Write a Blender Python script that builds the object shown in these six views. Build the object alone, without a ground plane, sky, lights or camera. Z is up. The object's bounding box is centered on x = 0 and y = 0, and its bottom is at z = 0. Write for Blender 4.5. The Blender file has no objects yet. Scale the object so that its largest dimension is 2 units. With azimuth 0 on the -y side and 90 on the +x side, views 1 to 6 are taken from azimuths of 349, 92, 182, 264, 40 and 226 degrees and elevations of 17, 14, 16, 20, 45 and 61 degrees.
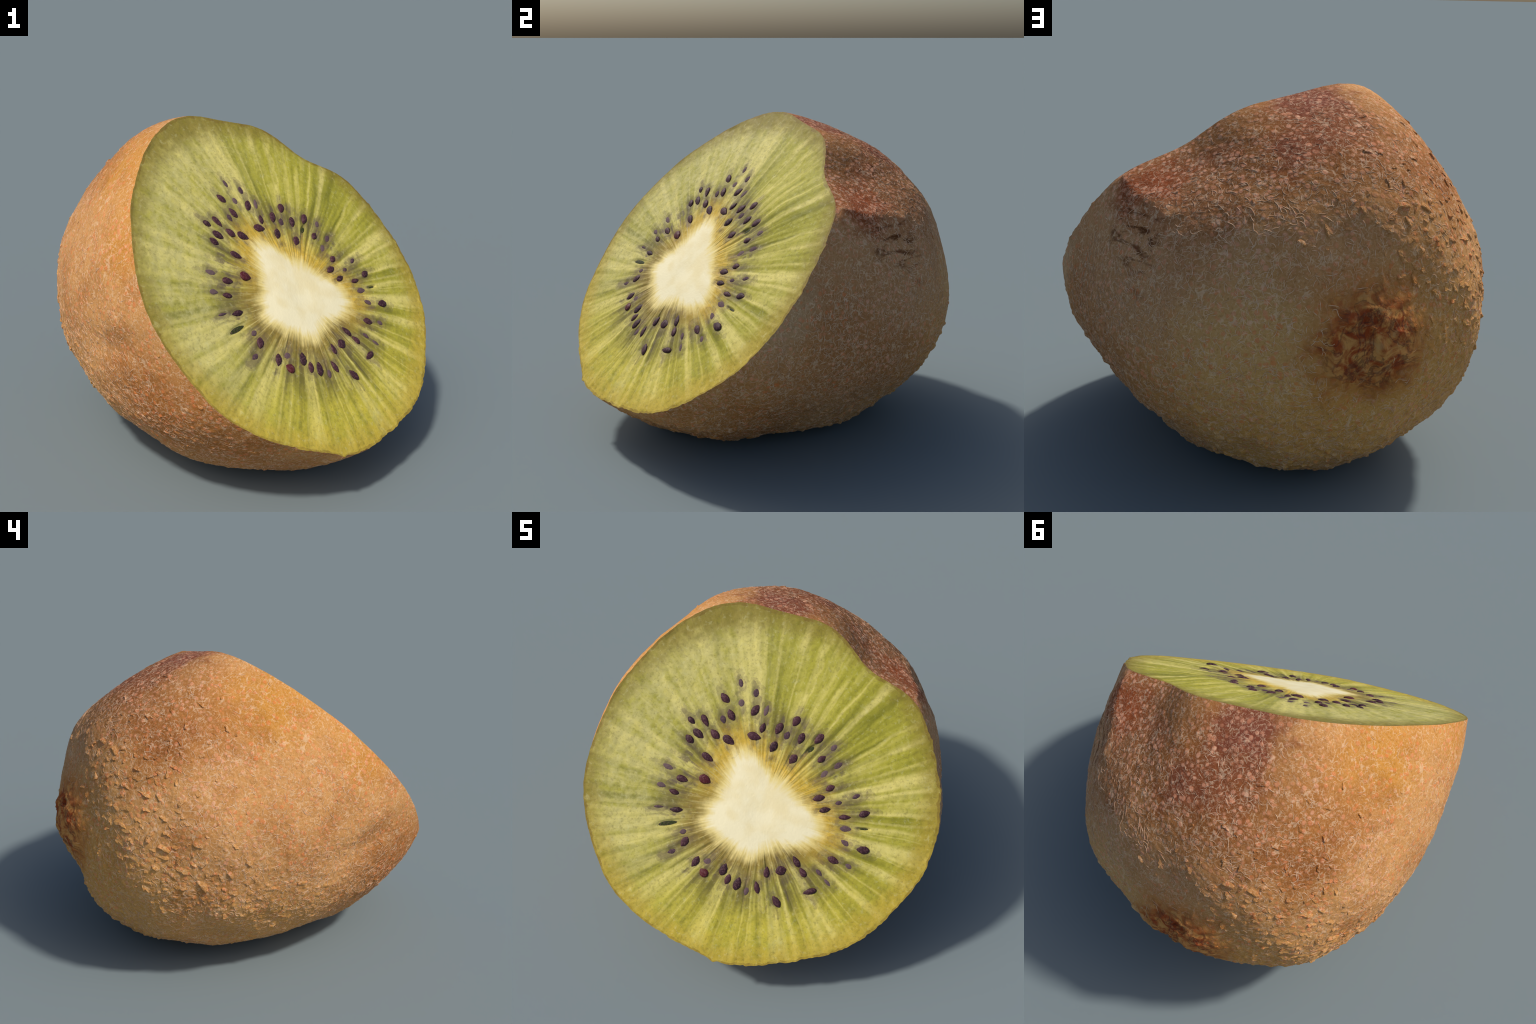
"""Half a kiwifruit lying on its side, cut face up: brown hairy skin with a withered
stem scar, green rayed flesh, cream core, a ring of dark seeds."""
import bpy, math
import numpy as np
from mathutils import Matrix, Vector

rng = np.random.default_rng(7)
TAU = 2 * math.pi

# ------------------------------------------------------------------ frame of the fruit
# The cut is a plane: CUT is the middle of the cut face, AXIS its outward normal,
# EX / EY span it (EX level, EY up the slope).  HEART is the middle of the flesh below.
CUT = np.array([0.1556, -0.2996, 0.9137])
AXIS = np.array([0.4580, -0.5934, 0.6619])
EX = np.array([0.7916, 0.6110, 0.0])
EY = np.cross(AXIS, EX)
HEART = CUT - 0.55 * AXIS
CORE_AT = np.array([-0.003, -0.099])          # middle of the white core on the cut

# Loft of the body: radius from HEART, one row per station from the blunt underside
# (first row, the pole) to the cut (last row), 24 spokes round the axis per row.
STATIONS = [
    (0.738,) * 24,
    (0.772, 0.783, 0.790, 0.798, 0.802, 0.803, 0.800, 0.794, 0.784, 0.769, 0.747, 0.720, 0.693, 0.668, 0.649, 0.637, 0.632, 0.633, 0.640, 0.654, 0.677, 0.704, 0.732, 0.755),
    (0.785, 0.812, 0.824, 0.840, 0.859, 0.864, 0.849, 0.832, 0.826, 0.813, 0.781, 0.744, 0.711, 0.676, 0.642, 0.621, 0.612, 0.602, 0.591, 0.591, 0.612, 0.645, 0.688, 0.740),
    (0.811, 0.861, 0.862, 0.859, 0.886, 0.908, 0.895, 0.877, 0.872, 0.855, 0.802, 0.741, 0.709, 0.671, 0.625, 0.592, 0.564, 0.554, 0.545, 0.556, 0.586, 0.601, 0.647, 0.729),
    (0.818, 0.890, 0.921, 0.941, 0.969, 0.959, 0.949, 0.950, 0.915, 0.868, 0.824, 0.752, 0.713, 0.678, 0.643, 0.622, 0.574, 0.556, 0.541, 0.542, 0.570, 0.583, 0.667, 0.752),
    (0.838, 0.919, 0.969, 0.974, 0.999, 0.971, 0.962, 0.966, 0.926, 0.864, 0.819, 0.761, 0.731, 0.700, 0.641, 0.607, 0.587, 0.560, 0.552, 0.564, 0.589, 0.628, 0.712, 0.770),
    (0.852, 0.936, 1.004, 1.017, 1.019, 1.025, 1.019, 0.965, 0.943, 0.887, 0.828, 0.777, 0.750, 0.727, 0.690, 0.668, 0.658, 0.605, 0.597, 0.614, 0.632, 0.696, 0.741, 0.781),
    (0.898, 0.962, 1.006, 1.071, 1.055, 1.059, 1.048, 0.991, 0.944, 0.875, 0.855, 0.807, 0.785, 0.772, 0.752, 0.748, 0.707, 0.680, 0.690, 0.700, 0.718, 0.750, 0.774, 0.827),
    (0.941, 0.979, 1.004, 1.017, 1.021, 1.053, 1.054, 1.018, 0.951, 0.915, 0.895, 0.843, 0.821, 0.839, 0.830, 0.825, 0.806, 0.805, 0.816, 0.796, 0.823, 0.833, 0.837, 0.884),
    (0.963, 0.983, 1.017, 0.966, 0.992, 1.032, 1.057, 1.046, 0.990, 0.978, 0.955, 0.931, 0.906, 0.918, 0.927, 0.911, 0.898, 0.898, 0.904, 0.885, 0.914, 0.938, 0.948, 0.962),
    (1.029, 1.025, 1.019, 0.967, 0.998, 1.023, 1.047, 1.071, 1.044, 1.029, 1.019, 1.018, 1.024, 1.024, 1.029, 1.022, 1.011, 1.025, 1.021, 1.018, 1.036, 1.034, 1.045, 1.043),
]
# dents (minus) and swellings (plus) on the loft: direction from HEART, width, amount
DENTS = [
    ((0.40, 0.53, 0.75), 0.29, -0.004),
    ((0.21, 0.82, 0.53), 0.17, -0.047),
    ((0.61, 0.78, -0.15), 0.20, 0.038),
    ((0.16, 0.98, -0.09), 0.18, -0.020),
    ((0.94, 0.30, 0.14), 0.21, 0.010),
    ((0.65, 0.53, 0.55), 0.14, -0.013),
    ((0.90, 0.34, 0.27), 0.19, 0.006),
    ((-0.43, 0.58, 0.69), 0.25, 0.009),
    ((-0.27, 0.92, -0.29), 0.17, 0.010),
    ((-0.17, 0.93, 0.33), 0.22, -0.012),
    ((-0.12, 0.50, 0.86), 0.14, -0.007),
    ((0.38, 0.54, 0.75), 0.14, 0.005),
    ((-0.64, -0.10, 0.77), 0.19, -0.008),
    ((-0.70, 0.49, 0.53), 0.21, 0.015),
    ((-0.70, -0.33, 0.63), 0.20, -0.017),
    ((-0.35, 0.71, 0.60), 0.17, -0.029),
    ((-0.61, 0.74, 0.28), 0.22, 0.005),
    ((-0.94, 0.32, 0.12), 0.28, -0.005),
    ((-0.97, -0.18, -0.17), 0.18, 0.005),
    ((-0.64, -0.75, 0.14), 0.25, 0.004),
    ((-0.42, 0.87, 0.28), 0.12, 0.040), ((-0.30, 0.95, 0.02), 0.11, -0.034), ((-0.72, 0.67, 0.17), 0.10, -0.020),
    ((-0.94, 0.30, -0.14), 0.14, -0.020), ((-0.97, -0.13, -0.22), 0.10, -0.014), ((-0.89, -0.08, 0.45), 0.10, 0.020),
    ((-0.79, -0.55, 0.27), 0.08, 0.012), ((-0.33, 0.72, 0.61), 0.10, 0.018), ((0.31, 0.88, 0.38), 0.12, -0.016),
    ((0.14, 0.93, -0.34), 0.12, -0.024), ((0.74, 0.65, 0.16), 0.10, -0.014), ((0.30, 0.30, -0.90), 0.35, 0.020),
    ((0.97, -0.11, -0.20), 0.13, -0.024), ((0.85, 0.31, -0.42), 0.12, -0.012), ((0.45, 0.50, -0.74), 0.25, 0.030),
    ((0.54, 0.76, -0.37), 0.12, -0.018), ((0.13, 0.91, -0.40), 0.11, -0.018), ((-0.37, 0.93, -0.04), 0.09, -0.024),
    ((-0.90, 0.26, -0.34), 0.12, -0.018), ((-0.87, -0.32, -0.37), 0.12, -0.014),

]
# gentle waviness of the cut (height off the plane at 12 spokes)
CUT_WAVE = [0.0091, 0.0027, -0.0067, -0.0081, 0.0029, 0.0117, 0.0028, -0.0061, -0.0027, -0.0027, -0.0085, -0.0005]
# radius of the cut outline at 32 spokes
CUT_RIM = [0.872, 0.860, 0.865, 0.844, 0.794, 0.818, 0.865, 0.868, 0.899, 0.922, 0.904, 0.878, 0.859, 0.852, 0.845, 0.855,
           0.864, 0.864, 0.869, 0.875, 0.863, 0.853, 0.854, 0.870, 0.861, 0.857, 0.873, 0.885, 0.879, 0.886, 0.890, 0.883]
# seeds on the cut: x, y, length, width, turn in degrees, look
# (1 = bare, below 0.75 = veiled by flesh, 2 = reddish, 3 = empty dark hollow)
SEEDS = [
    (-0.166, 0.455, 0.062, 0.037, -50, 1), (-0.088, 0.525, 0.049, 0.025, -80, 0.6), (-0.014, 0.478, 0.046, 0.031, -100, 0.6),
    (-0.089, 0.430, 0.037, 0.037, 0, 0.4), (-0.020, 0.392, 0.062, 0.037, 54, 0.9), (0.035, 0.392, 0.059, 0.025, 69, 0.7),
    (-0.137, 0.373, 0.062, 0.036, -65, 1), (-0.179, 0.350, 0.043, 0.031, -70, 0.6), (-0.264, 0.345, 0.065, 0.031, -65, 1),
    (-0.329, 0.347, 0.046, 0.028, -45, 0.8), (-0.298, 0.283, 0.065, 0.039, -42, 1), (-0.341, 0.259, 0.056, 0.034, -50, 0.8),
    (-0.217, 0.281, 0.059, 0.037, -50, 0.8), (-0.151, 0.249, 0.068, 0.040, -38, 1), (-0.027, 0.267, 0.068, 0.040, -18, 1),
    (0.016, 0.307, 0.053, 0.028, 69, 0.8), (-0.255, 0.167, 0.065, 0.034, -38, 0.8), (-0.450, 0.126, 0.062, 0.028, -28, 0.6),
    (0.178, 0.337, 0.055, 0.038, 54, 0.9), (0.094, 0.303, 0.062, 0.036, 59, 0.9), (0.134, 0.269, 0.046, 0.031, 64, 0.7),
    (0.202, 0.254, 0.059, 0.034, 64, 0.85), (0.289, 0.252, 0.065, 0.037, 44, 0.85), (0.066, 0.215, 0.059, 0.036, 59, 1),
    (0.360, 0.210, 0.043, 0.031, 39, 0.4), (0.161, 0.154, 0.056, 0.038, 49, 1), (0.301, 0.153, 0.049, 0.031, 34, 0.8),
    (0.380, 0.121, 0.049, 0.031, 34, 0.6), (0.313, 0.078, 0.056, 0.031, 49, 0.7), (0.341, 0.011, 0.049, 0.031, 24, 0.8),
    (0.285, -0.037, 0.062, 0.032, 11, 1), (0.381, -0.062, 0.037, 0.022, 14, 0.5), (0.467, -0.030, 0.043, 0.022, 24, 0.6),
    (0.314, -0.095, 0.057, 0.028, 11, 1), (0.410, -0.132, 0.062, 0.025, 0, 0.8), (0.507, -0.116, 0.059, 0.034, 17, 0.9),
    (0.416, -0.189, 0.062, 0.030, -8, 0.7), (0.414, -0.259, 0.056, 0.025, -35, 0.7), (0.497, -0.290, 0.065, 0.039, -8, 1),
    (0.353, -0.343, 0.062, 0.036, -28, 0.9), (0.428, -0.372, 0.041, 0.025, -40, 0.6), (0.173, -0.347, 0.063, 0.031, -62, 1),
    (0.099, -0.392, 0.059, 0.049, 14, 0.9), (0.204, -0.401, 0.053, 0.031, -60, 0.8), (0.283, -0.403, 0.044, 0.022, -50, 0.5),
    (0.323, -0.453, 0.047, 0.018, -50, 0.6), (0.027, -0.398, 0.057, 0.030, 84, 0.9), (0.237, -0.496, 0.069, 0.030, 14, 1),
    (0.073, -0.545, 0.066, 0.035, -60, 1), (-0.268, 0.060, 0.062, 0.045, -32, 2), (-0.379, 0.063, 0.059, 0.034, -20, 0.9),
    (-0.482, 0.035, 0.047, 0.028, -20, 0.6), (-0.420, 0.001, 0.053, 0.026, -22, 0.9), (-0.412, -0.087, 0.066, 0.028, -3, 0.9),
    (-0.379, -0.195, 0.038, 0.025, 19, 0.6), (-0.374, -0.245, 0.057, 0.037, 54, 0.8), (-0.437, -0.293, 0.047, 0.025, 17, 0.7),
    (-0.322, -0.344, 0.063, 0.034, 54, 1), (-0.282, -0.399, 0.050, 0.044, -50, 2), (-0.259, -0.343, 0.044, 0.031, 0, 0.4),
    (-0.183, -0.383, 0.066, 0.039, 64, 1), (-0.164, -0.432, 0.054, 0.031, 64, 0.8), (-0.117, -0.454, 0.069, 0.039, 67, 1),
    (-0.073, -0.489, 0.051, 0.025, 74, 0.6), (-0.021, -0.474, 0.063, 0.028, -80, 1), (0.501, -0.190, 0.056, 0.014, -3, 3),
    (-0.452, -0.154, 0.105, 0.026, 7, 3), (0.252, 0.201, 0.049, 0.022, 39, 3), (-0.496, -0.072, 0.050, 0.013, -3, 0.4),
]
# lobes of the white core: direction in degrees, reach, sharpness
CORE_BASE = 0.168
CORE_LOBES = [(105, 0.100, 16), (127, 0.045, 8), (188, 0.080, 8), (215, 0.030, 8), (252, 0.036, 12), (332, 0.088, 10), (351, 0.055, 12)]
# slow swellings of the cut face: x, y, width, height
FACE_SWELL = [(0.39, 0.38, 0.15, 0.022), (0.47, -0.28, 0.07, 0.016), (-0.14, -0.61, 0.10, -0.008)]
SCAR = np.array([-0.43, 0.93, 0.74])          # the withered stem scar

# ------------------------------------------------------------------ small numeric tools
def spokes(values, angle):
    """Smooth closed curve through evenly spaced spokes (trigonometric interpolation)."""
    v = np.asarray(values, float)
    k = v.shape[-1]
    f = np.fft.rfft(v, axis=-1) / k
    out = f[..., :1].real + np.zeros(v.shape[:-1] + angle.shape)
    for m in range(1, f.shape[-1]):
        w = 1 if 2 * m == k else 2
        out = out + w * (f[..., m:m + 1].real * np.cos(m * angle) - f[..., m:m + 1].imag * np.sin(m * angle))
    return out


def spline(u, q):
    """Weights of a natural cubic spline through knots u, taken at q."""
    n, h = len(u), np.diff(u)
    a, b = np.eye(n), np.zeros((n, n))
    for i in range(1, n - 1):
        a[i, i - 1:i + 2] = h[i - 1], 2 * (h[i - 1] + h[i]), h[i]
        b[i, i - 1:i + 2] = 6 / h[i - 1], -6 / h[i - 1] - 6 / h[i], 6 / h[i]
    c = np.linalg.solve(a, b)
    k = np.clip(np.searchsorted(u, q) - 1, 0, n - 2)
    s, hk, r = (u[k + 1] - q) / h[k], h[k], np.arange(len(q))
    w = np.zeros((len(q), n))
    w[r, k] += s
    w[r, k + 1] += 1 - s
    w += ((s**3 - s) * hk**2 / 6)[:, None] * c[k] + (((1 - s)**3 - (1 - s)) * hk**2 / 6)[:, None] * c[k + 1]
    return w


def hash3(i, j, k, seed):
    h = (i * 374761393 + j * 668265263 + k * 2147483647 + seed * 1274126177) & 0xFFFFFFFF
    h = ((h ^ (h >> 13)) * 1274126177) & 0xFFFFFFFF
    h = ((h ^ (h >> 16)) * 2246822519) & 0xFFFFFFFF
    return ((h ^ (h >> 15)) & 0xFFFFFF) / float(0xFFFFFF)


def noise(p, scale, seed=0):
    """Smooth value noise, about -1..1."""
    q = p * scale + 1000.0
    c = np.floor(q).astype(np.int64)
    f = q - c
    f = f * f * f * (f * (f * 6 - 15) + 10)
    out = 0
    for dx in (0, 1):
        for dy in (0, 1):
            for dz in (0, 1):
                w = (f[..., 0] if dx else 1 - f[..., 0]) * (f[..., 1] if dy else 1 - f[..., 1]) * (f[..., 2] if dz else 1 - f[..., 2])
                out = out + w * hash3(c[..., 0] + dx, c[..., 1] + dy, c[..., 2] + dz, seed)
    return out * 2 - 1


def smooth(a, b, x):
    t = np.clip((x - a) / (b - a), 0, 1)
    return t * t * (3 - 2 * t)


def blob(p, centre, radius):
    return np.exp(-((p - np.asarray(centre))**2).sum(-1) / radius**2)


# ------------------------------------------------------------------ the body surface
NT, NU, NR = 1080, 460, 230
theta = np.linspace(0, TAU, NT, endpoint=False)
spoke_dir = np.cos(theta)[:, None] * EX + np.sin(theta)[:, None] * EY
jag = (0.0045 * noise(spoke_dir * 17, 1.0, 3) + 0.0040 * noise(spoke_dir * 48, 1.0, 33)) * (0.35 + 0.65 * smooth(-0.2, 0.7, spoke_dir @ np.array([0.7, 0.1, -0.7])))
nub = 0.012 * np.exp(-((theta - math.radians(254)) / 0.028) ** 2) + 0.009 * np.exp(-((theta - math.radians(16)) / 0.014) ** 2)
rim_r = spokes(CUT_RIM, theta) + jag + nub
rim_h = spokes(CUT_WAVE, theta)
rim = CUT + rim_r[:, None] * spoke_dir + rim_h[:, None] * AXIS
rim_angle = np.arccos(np.clip(-((rim - HEART) / np.linalg.norm(rim - HEART, axis=1)[:, None]) @ AXIS, -1, 1))

rows = np.array(STATIONS)
knots = np.linspace(0, 1, len(rows))
u = np.linspace(0, 1, NU)
ring = spokes(rows, theta)                                   # station x theta
ring[-1] = np.linalg.norm(rim - HEART, axis=1)
across = np.roll(ring, NT // 2, axis=1)                      # the far side, to pass the pole smoothly
weights = spline(np.concatenate([-knots[3:0:-1], knots]), u)
radius = weights @ np.vstack([across[3:0:-1], ring])         # NU x NT
alpha = u[:, None] * rim_angle[None, :]
out_dir = -np.cos(alpha)[..., None] * AXIS + np.sin(alpha)[..., None] * spoke_dir[None]
for centre, width, amount in DENTS:
    radius = radius + amount * np.exp(-((out_dir - np.array(centre)) ** 2).sum(-1) / width ** 2)
# the sunny flank is one smooth swelling: ease the loft there
def eased(a, n, axis):
    pad = np.concatenate([np.roll(a, n, 1)[:, :n], a, a[:, :n]], 1) if axis else np.concatenate([a[:1].repeat(n, 0), a, a[-1:].repeat(n, 0)])
    c = np.cumsum(pad, axis=axis)
    return (c[:, 2 * n:] - c[:, :-2 * n]) / (2 * n) if axis else (c[2 * n:] - c[:-2 * n]) / (2 * n)


soft = radius
for _ in range(3):
    soft = eased(eased(soft, 24, 1), 20, 0)
where = HEART + radius[..., None] * out_dir
flank = np.clip(1.25 * blob(where, (-0.86, -0.12, 0.80), 0.42), 0, 1)[..., None] * 1.0
radius = radius + flank[..., 0] * (soft - radius) * (1 - smooth(0.88, 0.96, u))[:, None]
rim_gap = np.linalg.norm(rim - HEART, axis=1) - radius[-1]        # keep the edge on the cut
radius = radius + rim_gap[None] * smooth(0.90, 1.0, u)[:, None]
base = HEART + radius[..., None] * out_dir


# flaky zones of the skin (raised scales), and where the skin is bumpy at all
FLAKY = [((-0.94, 0.22, 0.59), 0.24, 1.0), ((-0.79, 0.58, 0.98), 0.24, 1.0), ((-0.52, 0.72, 1.16), 0.22, 0.9),
         ((-0.72, 0.67, 0.95), 0.20, 0.9), ((-0.88, 0.45, 0.75), 0.24, 0.7), ((-0.85, -0.10, 0.40), 0.22, 0.2),
         ((-0.67, 0.30, 1.30), 0.30, 0.25), ((-0.50, -0.60, 0.35), 0.25, 0.25), ((-0.20, 0.85, 1.10), 0.2, 0.25)]


LEDGE = [(0.59, 0.33, 1.24), (0.56, 0.41, 1.23), (0.52, 0.53, 1.20), (0.42, 0.63, 1.19), (0.35, 0.71, 1.15)]


def flaky(p):
    return np.clip(sum(s * blob(p, c, r) for c, r, s in FLAKY), 0, 1)


def relief(p, u_):
    """Height of the lumps, wrinkles and grain of the skin over the smooth loft."""
    edge = 1 - smooth(0.93, 1.0, u_)
    h = 0.0018 * noise(p, 7, 1) + 0.0025 * noise(p, 16, 2)
    bump = np.maximum(0, noise(p, 42, 4)) ** 1.5
    h = h + (0.0015 + 0.0105 * (1 - smooth(0.45, 0.95, p[..., 2])) * (0.35 + 0.65 * smooth(-0.55, 0.1, 0.7 * (p[..., 0] + p[..., 1])))) * bump + 0.0010 * noise(p, 75, 5)
    h = h + 0.0015 * flaky(p) * np.maximum(0, noise(p, 34, 6) - 0.05)
    # the ledge that runs back from the cut, with a pinched hollow under it
    away = np.full(p.shape[:-1], 9.0)
    for a, b in zip(LEDGE[:-1], LEDGE[1:]):
        a, b = np.array(a), np.array(b)
        f = np.clip(((p - a) @ (b - a)) / ((b - a) @ (b - a)), 0, 1)
        away = np.minimum(away, np.linalg.norm(p - a - f[..., None] * (b - a), axis=-1))
    ledge = np.exp(-away / 0.05) * 0.016
    h = h - 0.024 * blob(p, (0.47, 0.69, 1.06), 0.10) - 0.006 * blob(p, (0.40, 0.50, 1.28), 0.12)
    # the stem scar: a crust of ridges and cracks in a shallow pan
    q = p + 0.06 * np.stack([noise(p, 9, 11), noise(p, 9, 12), noise(p, 9, 13)], -1)
    d = np.linalg.norm((q - SCAR), axis=-1)
    inside = 1 - smooth(0.10, 0.27, d)
    crust = 1 - np.abs(noise(q, 14, 8)) * 2.2
    h = h + inside * (0.014 * np.maximum(crust, -0.5) + 0.010 * noise(q, 26, 9))
    # shallow furrows running in from the cut on the low left side
    fold = np.array([-0.25, 0.20, 1.0])
    far = blob(p, (-0.68, -0.62, 0.70), 0.22)
    h = h - 0.0085 * far * np.cos((p - np.array([-0.74, -0.50, 0.68])) @ fold * 24)
    return h * edge + ledge * (1 - smooth(0.97, 1.0, u_) * 0.5) * (1 - smooth(0.985, 1.0, u_))


u_grid = np.repeat(u[:, None], NT, 1)
height = relief(base, u_grid)
shape = radius + height
skin_p = HEART + shape[..., None] * out_dir
lift = -skin_p[..., 2].min()
skin_p[..., 2] = np.maximum(skin_p[..., 2], 0.0015 * (1 + noise(skin_p, 30, 21)))


def vertex_normals(p, wrap_end=True):
    """Normals of a u x theta grid, outward from HEART or along AXIS."""
    dt = np.roll(p, -1, 1) - np.roll(p, 1, 1)
    du = np.gradient(p, axis=0)
    n = np.cross(dt, du)
    n /= np.maximum(np.linalg.norm(n, axis=-1, keepdims=True), 1e-12)
    return n


# ------------------------------------------------------------------ scene objects
def empty(name):
    o = bpy.data.objects.new(name, None)
    bpy.context.scene.collection.objects.link(o)
    return o


def mesh_object(name, me, parent):
    o = bpy.data.objects.new(name, me)
    bpy.context.scene.collection.objects.link(o)
    o.parent = parent
    return o


def build_mesh(name, verts, quads, mat, normals=None):
    used, flat = np.unique(quads, return_inverse=True)
    flat = flat.reshape(quads.shape)
    v = verts[used]
    me = bpy.data.meshes.new(name)
    me.vertices.add(len(v))
    me.vertices.foreach_set("co", v.astype(np.float32).ravel())
    k = quads.shape[1]
    me.loops.add(flat.size)
    me.loops.foreach_set("vertex_index", flat.astype(np.int32).ravel())
    me.polygons.add(len(flat))
    me.polygons.foreach_set("loop_start", np.arange(0, flat.size, k, dtype=np.int32))
    me.polygons.foreach_set("use_smooth", np.ones(len(flat), bool))
    me.update(calc_edges=True)
    if normals is not None:
        me.normals_split_custom_set_from_vertices(normals[used].astype(np.float32))
    me.materials.append(mat)
    return me


kiwi = empty("halved_kiwifruit")
kiwi["label"] = "half a hairy brown kiwifruit, cut side up, green flesh"
kiwi["category"] = "kiwi fruit"

# ------------------------------------------------------------------ node helpers
class Nodes:
    def __init__(self, name):
        self.mat = bpy.data.materials.new(name)
        self.mat.use_nodes = True
        self.t = self.mat.node_tree
        self.t.nodes.clear()
        self.out = self.t.nodes.new("ShaderNodeOutputMaterial")
        self.bsdf = self.t.nodes.new("ShaderNodeBsdfPrincipled")
        self.t.links.new(self.bsdf.outputs[0], self.out.inputs["Surface"])
        c = self.t.nodes.new("ShaderNodeTexCoord")
        c.object = kiwi
        self.p = c.outputs["Object"]

    def put(self, sock, val):
        if isinstance(val, bpy.types.NodeSocket):
            self.t.links.new(val, sock)
        elif isinstance(val, (tuple, list, np.ndarray)):
            val = [float(x) for x in val]
            sock.default_value = val + [1.0] if sock.type == "RGBA" and len(val) == 3 else val
        else:
            sock.default_value = float(val)

    def math(self, op, a, b=0.0, c=None, clamp=False):
        n = self.t.nodes.new("ShaderNodeMath")
        n.operation, n.use_clamp = op, clamp
        self.put(n.inputs[0], a)
        self.put(n.inputs[1], b)
        if c is not None:
            self.put(n.inputs[2], c)
        return n.outputs[0]

    def vec(self, op, a, b=None, scale=None):
        n = self.t.nodes.new("ShaderNodeVectorMath")
        n.operation = op
        self.put(n.inputs[0], a)
        if b is not None:
            self.put(n.inputs[1], b)
        if scale is not None:
            self.put(n.inputs["Scale"], scale)
        return n.outputs["Value"] if op in ("DOT_PRODUCT", "LENGTH", "DISTANCE") else n.outputs["Vector"]

    def xyz(self, x, y, z=0.0):
        n = self.t.nodes.new("ShaderNodeCombineXYZ")
        for i, v in enumerate((x, y, z)):
            self.put(n.inputs[i], v)
        return n.outputs[0]

    def noise(self, v, scale, detail=2.0, rough=0.5, distort=0.0, colour=False):
        n = self.t.nodes.new("ShaderNodeTexNoise")
        self.put(n.inputs["Vector"], v)
        for k, x in (("Scale", scale), ("Detail", detail), ("Roughness", rough), ("Distortion", distort)):
            n.inputs[k].default_value = x
        return n.outputs["Color" if colour else "Fac"]

    def voronoi(self, v, scale, out="Distance", feature="F1", random=1.0):
        n = self.t.nodes.new("ShaderNodeTexVoronoi")
        n.feature = feature
        self.put(n.inputs["Vector"], v)
        n.inputs["Scale"].default_value = scale
        n.inputs["Randomness"].default_value = random
        return n.outputs[out]

    def ramp(self, x, a, b, y0=0.0, y1=1.0):
        n = self.t.nodes.new("ShaderNodeMapRange")
        n.interpolation_type = "SMOOTHSTEP"
        for k, val in (("Value", x), ("From Min", a), ("From Max", b), ("To Min", y0), ("To Max", y1)):
            self.put(n.inputs[k], val)
        return n.outputs["Result"]

    def mix(self, f, a, b, mode="MIX"):
        n = self.t.nodes.new("ShaderNodeMix")
        n.data_type, n.blend_type = "RGBA", mode
        self.put(n.inputs[0], f)
        self.put(n.inputs[6], a)
        self.put(n.inputs[7], b)
        return n.outputs[2]

    def spot(self, p, centre, radius, wobble=None):
        d = self.vec("DISTANCE", p, centre)
        return self.ramp(d, radius * 0.25, radius * 1.25, 1.0, 0.0)

    def bump(self, h, dist, strength=1.0, normal=None):
        n = self.t.nodes.new("ShaderNodeBump")
        n.inputs["Strength"].default_value = strength
        n.inputs["Distance"].default_value = dist
        self.put(n.inputs["Height"], h)
        if normal is not None:
            self.put(n.inputs["Normal"], normal)
        return n.outputs[0]

    def finish(self, colour, rough=0.6, normal=None, spec=0.3, **more):
        b = self.bsdf
        self.put(b.inputs["Base Color"], colour)
        self.put(b.inputs["Roughness"], rough)
        b.inputs["Specular IOR Level"].default_value = spec
        if normal is not None:
            self.put(b.inputs["Normal"], normal)
        for k, val in more.items():
            self.put(b.inputs[k.replace("_", " ")], val)
        return self.mat


def srgb(r, g, b, gain=1.0):
    """Colour picked as 0..255 display values, made linear."""
    f = lambda c: (c / 12.92 if c <= 0.04045 else ((c + 0.055) / 1.055) ** 2.4) * gain
    return tuple(min(1.0, f(c / 255)) for c in (r, g, b))


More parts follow.
